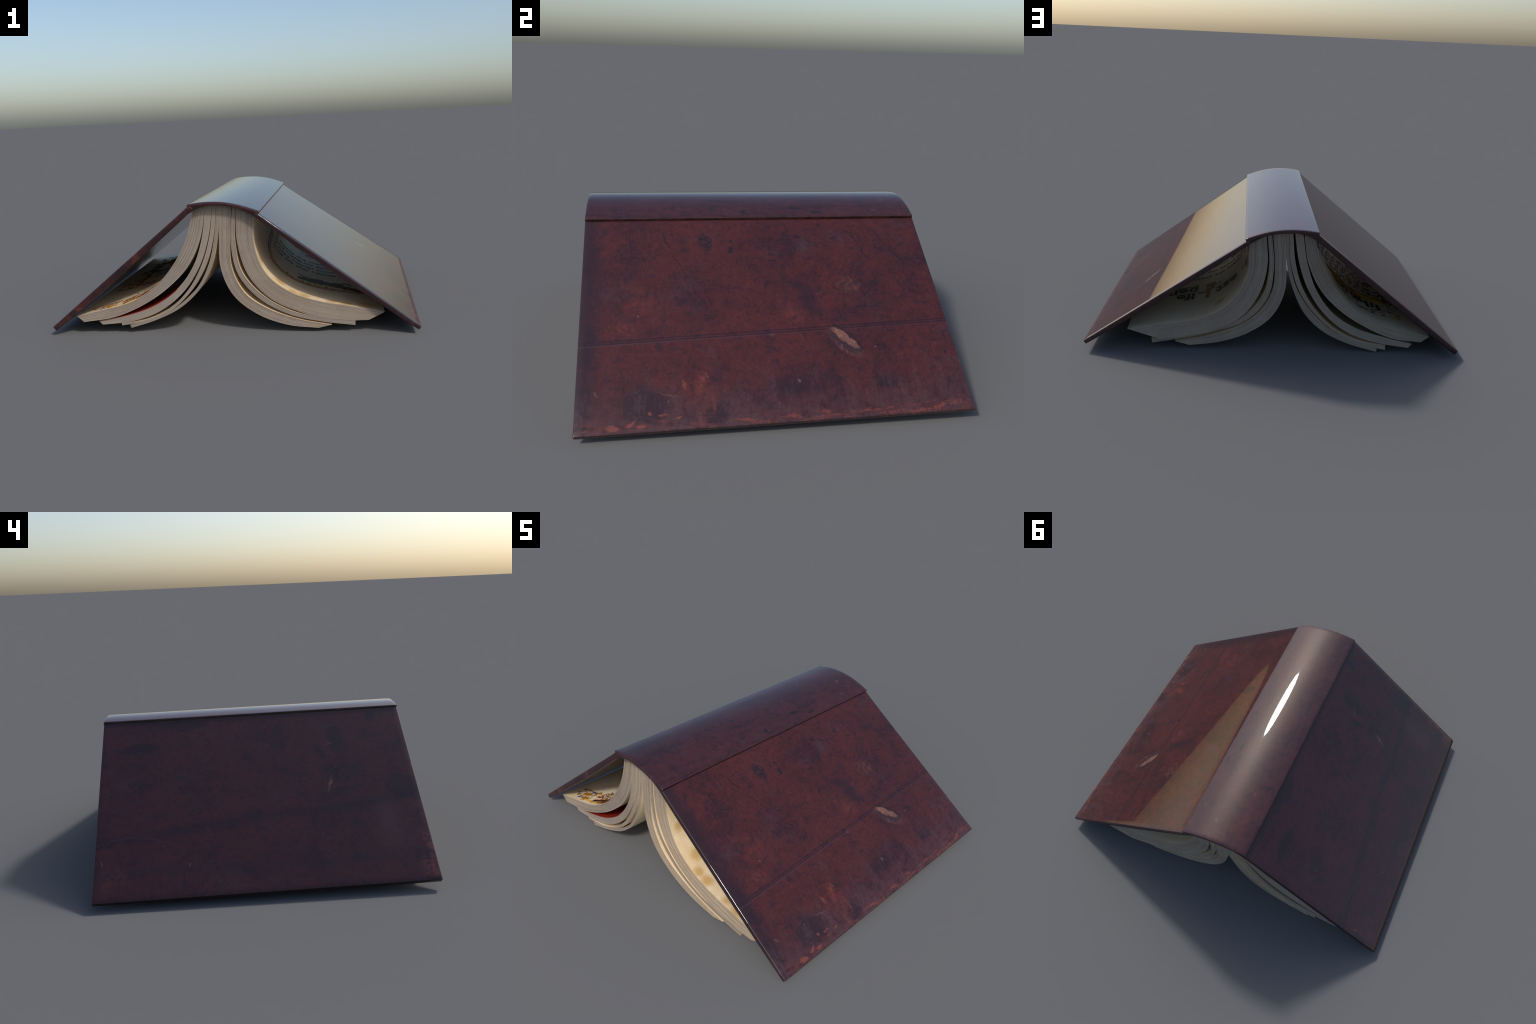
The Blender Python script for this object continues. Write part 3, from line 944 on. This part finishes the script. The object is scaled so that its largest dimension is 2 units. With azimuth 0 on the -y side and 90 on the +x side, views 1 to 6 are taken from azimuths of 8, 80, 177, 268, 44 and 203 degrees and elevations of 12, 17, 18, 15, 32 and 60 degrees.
# border vine on the spine side and along the foot
for dx, mat, wd in ((0, I_BROWN, 0.006), (0.012, I_GOLD, 0.004), (0.026, I_BROWN, 0.004)):
    P.ribbon(mat, [(0.165 * LR + dx, 0.36), (0.185 * LR + dx, 0.12), (0.21 * LR + dx, -0.10), (0.235 * LR + dx, -0.28),
                   (0.30 * LR + dx, -0.40 + dx), (0.42 * LR, -0.445 + dx), (0.56 * LR, -0.462 + dx), (0.72 * LR, -0.470 + dx),
                   (0.88 * LR, -0.470 + dx)], wd, n=48, taper=False)
for i in range(16):
    x = (0.30 + 0.035 * i) * LR
    P.blob(I_BROWN if i % 3 else I_GOLD, x, -0.405 + rng.uniform(-0.03, 0.012), 0.011, 0.006, 3, 0.3, rng.uniform(0, 3))
# gnarled root-like arm at the foot of the page
P.ribbon(I_BLACK, [(0.51 * LR, -0.375), (0.56 * LR, -0.35), (0.64 * LR, -0.335), (0.72 * LR, -0.345), (0.80 * LR, -0.38),
                   (0.93 * LR, -0.43)], 0.062, n=30)
P.ribbon(I_BROWN, [(0.57 * LR, -0.385), (0.66 * LR, -0.365), (0.75 * LR, -0.385), (0.92 * LR, -0.455)], 0.028, n=24, h=0.0016)
for k in range(6):
    x0 = (0.58 + 0.05 * k) * LR
    P.ribbon(I_BLACK, [(x0, -0.345), (x0 - 0.03, -0.315 + 0.012 * (k % 3)), (x0 - 0.075, -0.285 - 0.01 * k)], 0.012, n=12)
for k in range(10):
    x0 = (0.70 + 0.02 * k) * LR
    P.ribbon(I_RUST if k % 2 else I_BLACK, [(x0, -0.36 - 0.009 * k), (x0 + 0.025, -0.345 - 0.008 * k),
                                            (x0 + 0.05, -0.37 - 0.010 * k)], 0.007, n=10, h=0.002)
P.build(built['R1'][0])

# page under the dark board: tree border, verse, illuminated band and corner ornament.
# On this page x is measured from the fore edge, so letters again read from left to right.
Lp = PageSurface(GATHERINGS['L1'], built['L1'][2], 'outer')
P = Print(Lp, True)
LL = Lp.length
X = lambda u: (1 - u) * LL
# trunk with branching twigs near the fore edge
trunk = [(X(0.790), -0.30), (X(0.795), -0.15), (X(0.800), 0.05), (X(0.802), 0.22), (X(0.79), 0.38)]
P.ribbon(I_BROWN, trunk, 0.020, n=30)
for k in range(46):
    t = rng.random()
    yy = -0.33 + 0.74 * t
    side = rng.choice((-1, 1))
    x0 = X(0.797)
    ln = rng.uniform(0.03, 0.10) * (1.2 if t < 0.3 else 1)
    up = rng.uniform(-0.06, 0.06)
    mat = rng.choice((I_BLACK, I_BROWN, I_RUST if t < 0.35 else I_BLACK, I_GOLD))
    P.ribbon(mat, [(x0, yy), (x0 + side * ln * 0.5, yy + up * 0.3 + rng.uniform(-0.01, 0.01)), (x0 + side * ln, yy + up)], 0.008, n=9)
    if rng.random() < 0.6:
        P.blob(mat, x0 + side * ln, yy + up, 0.012, 0.008, 3, 0.35, rng.uniform(0, 3))
P.ribbon(I_BLACK, [(X(0.80), -0.21), (X(0.86), -0.175), (X(0.93), -0.168)], 0.014, n=16)
# corner ornament in gold, rust and blue
P.ribbon(I_BROWN, [(X(0.955), -0.645), (X(0.89), -0.635), (X(0.82), -0.64), (X(0.77), -0.655)], 0.005, n=18)
for mat, u, y, r, a in ((I_GOLD, 0.847, -0.672, 0.030, 0.4), (I_GOLD, 0.785, -0.632, 0.024, 1.1), (I_GOLD, 0.820, -0.712, 0.028, 2.0),
                        (I_RUST, 0.735, -0.655, 0.018, 0.2), (I_GOLD, 0.70, -0.600, 0.020, 0.9)):
    P.blob(mat, X(u), y, r * 0.8, r * 0.5, 5, 0.5, a)
    P.blob(mat, X(u) + 0.3 * r, y + 0.2 * r, r * 0.5, r * 0.6, 3, 0.5, a + 1, h=0.0013)
    P.ribbon(I_BROWN, [(X(u) - r, y - 0.3 * r), (X(u), y), (X(u) + r, y + 0.3 * r)], 0.003, n=8, h=0.0018)
P.blob(I_BLUE, X(0.822), -0.640, 0.020, 0.012, 3, 0.3, 0.4)
P.blob(I_BLUE, X(0.862), -0.712, 0.015, 0.010, 3, 0.3, 0.2)
P.blob(I_PALEGOLD, X(0.715), -0.716, 0.095, 0.012, 2, 0.2, 0.0, h=0.0006)
for k in range(60):
    u = rng.uniform(0.50, 0.93)
    y = rng.uniform(-0.722, -0.62)
    a = rng.uniform(0, 6.28)
    r = rng.uniform(0.015, 0.04)
    y2 = max(-0.724, y + r * math.sin(a))
    P.ribbon(rng.choice((I_RUST, I_RUST, I_GOLD, I_BROWN)),
             [(X(u), y), (X(u) + 0.5 * r * math.cos(a) + rng.uniform(-0.012, 0.012), 0.5 * (y + y2)),
              (X(u) + r * math.cos(a), y2)], rng.uniform(0.003, 0.006), n=10)
    if k % 3 == 0:
        P.blob(rng.choice((I_GOLD, I_GOLD, I_RUST, I_BROWN)), X(u), max(y, -0.715), rng.uniform(0.006, 0.014), rng.uniform(0.004, 0.009), 3, 0.4, a)
for k in range(70):
    u = rng.uniform(0.22, 0.70)
    y = rng.uniform(-0.715, -0.52 + 0.10 * (0.7 - u))
    a = rng.uniform(0, 6.28)
    r = rng.uniform(0.02, 0.05)
    P.ribbon(rng.choice((I_BROWN, I_BROWN, I_BLACK, I_RUST, I_GOLD)),
             [(X(u), y), (X(u) + 0.5 * r * math.cos(a) + rng.uniform(-0.014, 0.014), max(-0.722, y + 0.5 * r * math.sin(a))),
              (X(u) + r * math.cos(a), max(-0.724, y + r * math.sin(a)))], rng.uniform(0.004, 0.009), n=10)
for u0, y0, u1, y1, wd in ((0.735, -0.700, 0.520, -0.655, 0.012), (0.690, -0.712, 0.470, -0.668, 0.010), (0.630, -0.718, 0.420, -0.680, 0.012)):
    P.ribbon(I_BLACK, [(X(u0), y0), (X((u0 + u1) / 2), (y0 + y1) / 2 + 0.004), (X(u1), y1)], wd, n=12, taper=False)
    P.ribbon(I_RED, [(X(u0), y0 + 0.009), (X((u0 + u1) / 2), (y0 + y1) / 2 + 0.013), (X(u1), y1 + 0.009)], 0.004, n=12, taper=False)
# rows of small verse, shown as strokes of writing too small to read
for row in range(7):
    yy = 0.235 - 0.058 * row
    x = X(0.72)
    while x < X(0.22):
        wl = rng.uniform(0.02, 0.055)
        k = int(wl / 0.009)
        for q in range(k):
            hh = rng.choice((0.020, 0.020, 0.032))
            P.ribbon(I_BLACK, [(x + q * 0.009, yy), (x + q * 0.009 + 0.002, yy + hh * 0.5), (x + q * 0.009 + 0.001, yy + hh)],
                     0.0055, name="lettering", n=3, taper=False)
        x += wl + 0.014
# illuminated band and tall black letters with red edges at the head of the page
P.blob(I_GOLD, X(0.56), 0.365, 0.23, 0.045, 2, 0.12, 0.05, h=0.0006)
for u, mat in ((0.40, I_RUST), (0.48, I_RED), (0.55, I_RUST), (0.66, I_BLUE), (0.72, I_RUST), (0.78, I_GOLD)):
    P.blob(mat, X(u), 0.352 - 0.07 * (u - 0.4), 0.045, 0.022, 3, 0.25, rng.uniform(-0.4, 0.4), h=0.0012)
for k, u in enumerate((0.44, 0.47, 0.51, 0.545, 0.58, 0.61, 0.66, 0.70, 0.735)):
    hh = 0.085 if k in (4, 6, 8) else 0.055
    P.ribbon(I_BLACK, [(X(u), 0.415), (X(u) + 0.003, 0.415 + hh * 0.5), (X(u) - 0.002, 0.415 + hh)], 0.015, name="lettering", n=6, taper=False)
    P.ribbon(I_RED, [(X(u) + 0.010, 0.415), (X(u) + 0.013, 0.415 + hh * 0.5), (X(u) + 0.008, 0.415 + hh)], 0.004, name="lettering", n=6, taper=False)
for k in range(110):
    u = rng.uniform(0.40, 0.88)
    y = rng.uniform(0.40, 0.585)
    a = rng.uniform(-0.6, 0.6)
    r = rng.uniform(0.02, 0.05)
    P.ribbon(rng.choice((I_BLACK, I_BROWN, I_GREEN, I_GOLD)), [(X(u), y), (X(u) + r * 0.5, y + rng.uniform(-0.01, 0.01)),
                                                             (X(u) + r * math.cos(a), y + r * math.sin(a) * 0.5)], 0.005, n=7)
P.build(built['L1'][0])
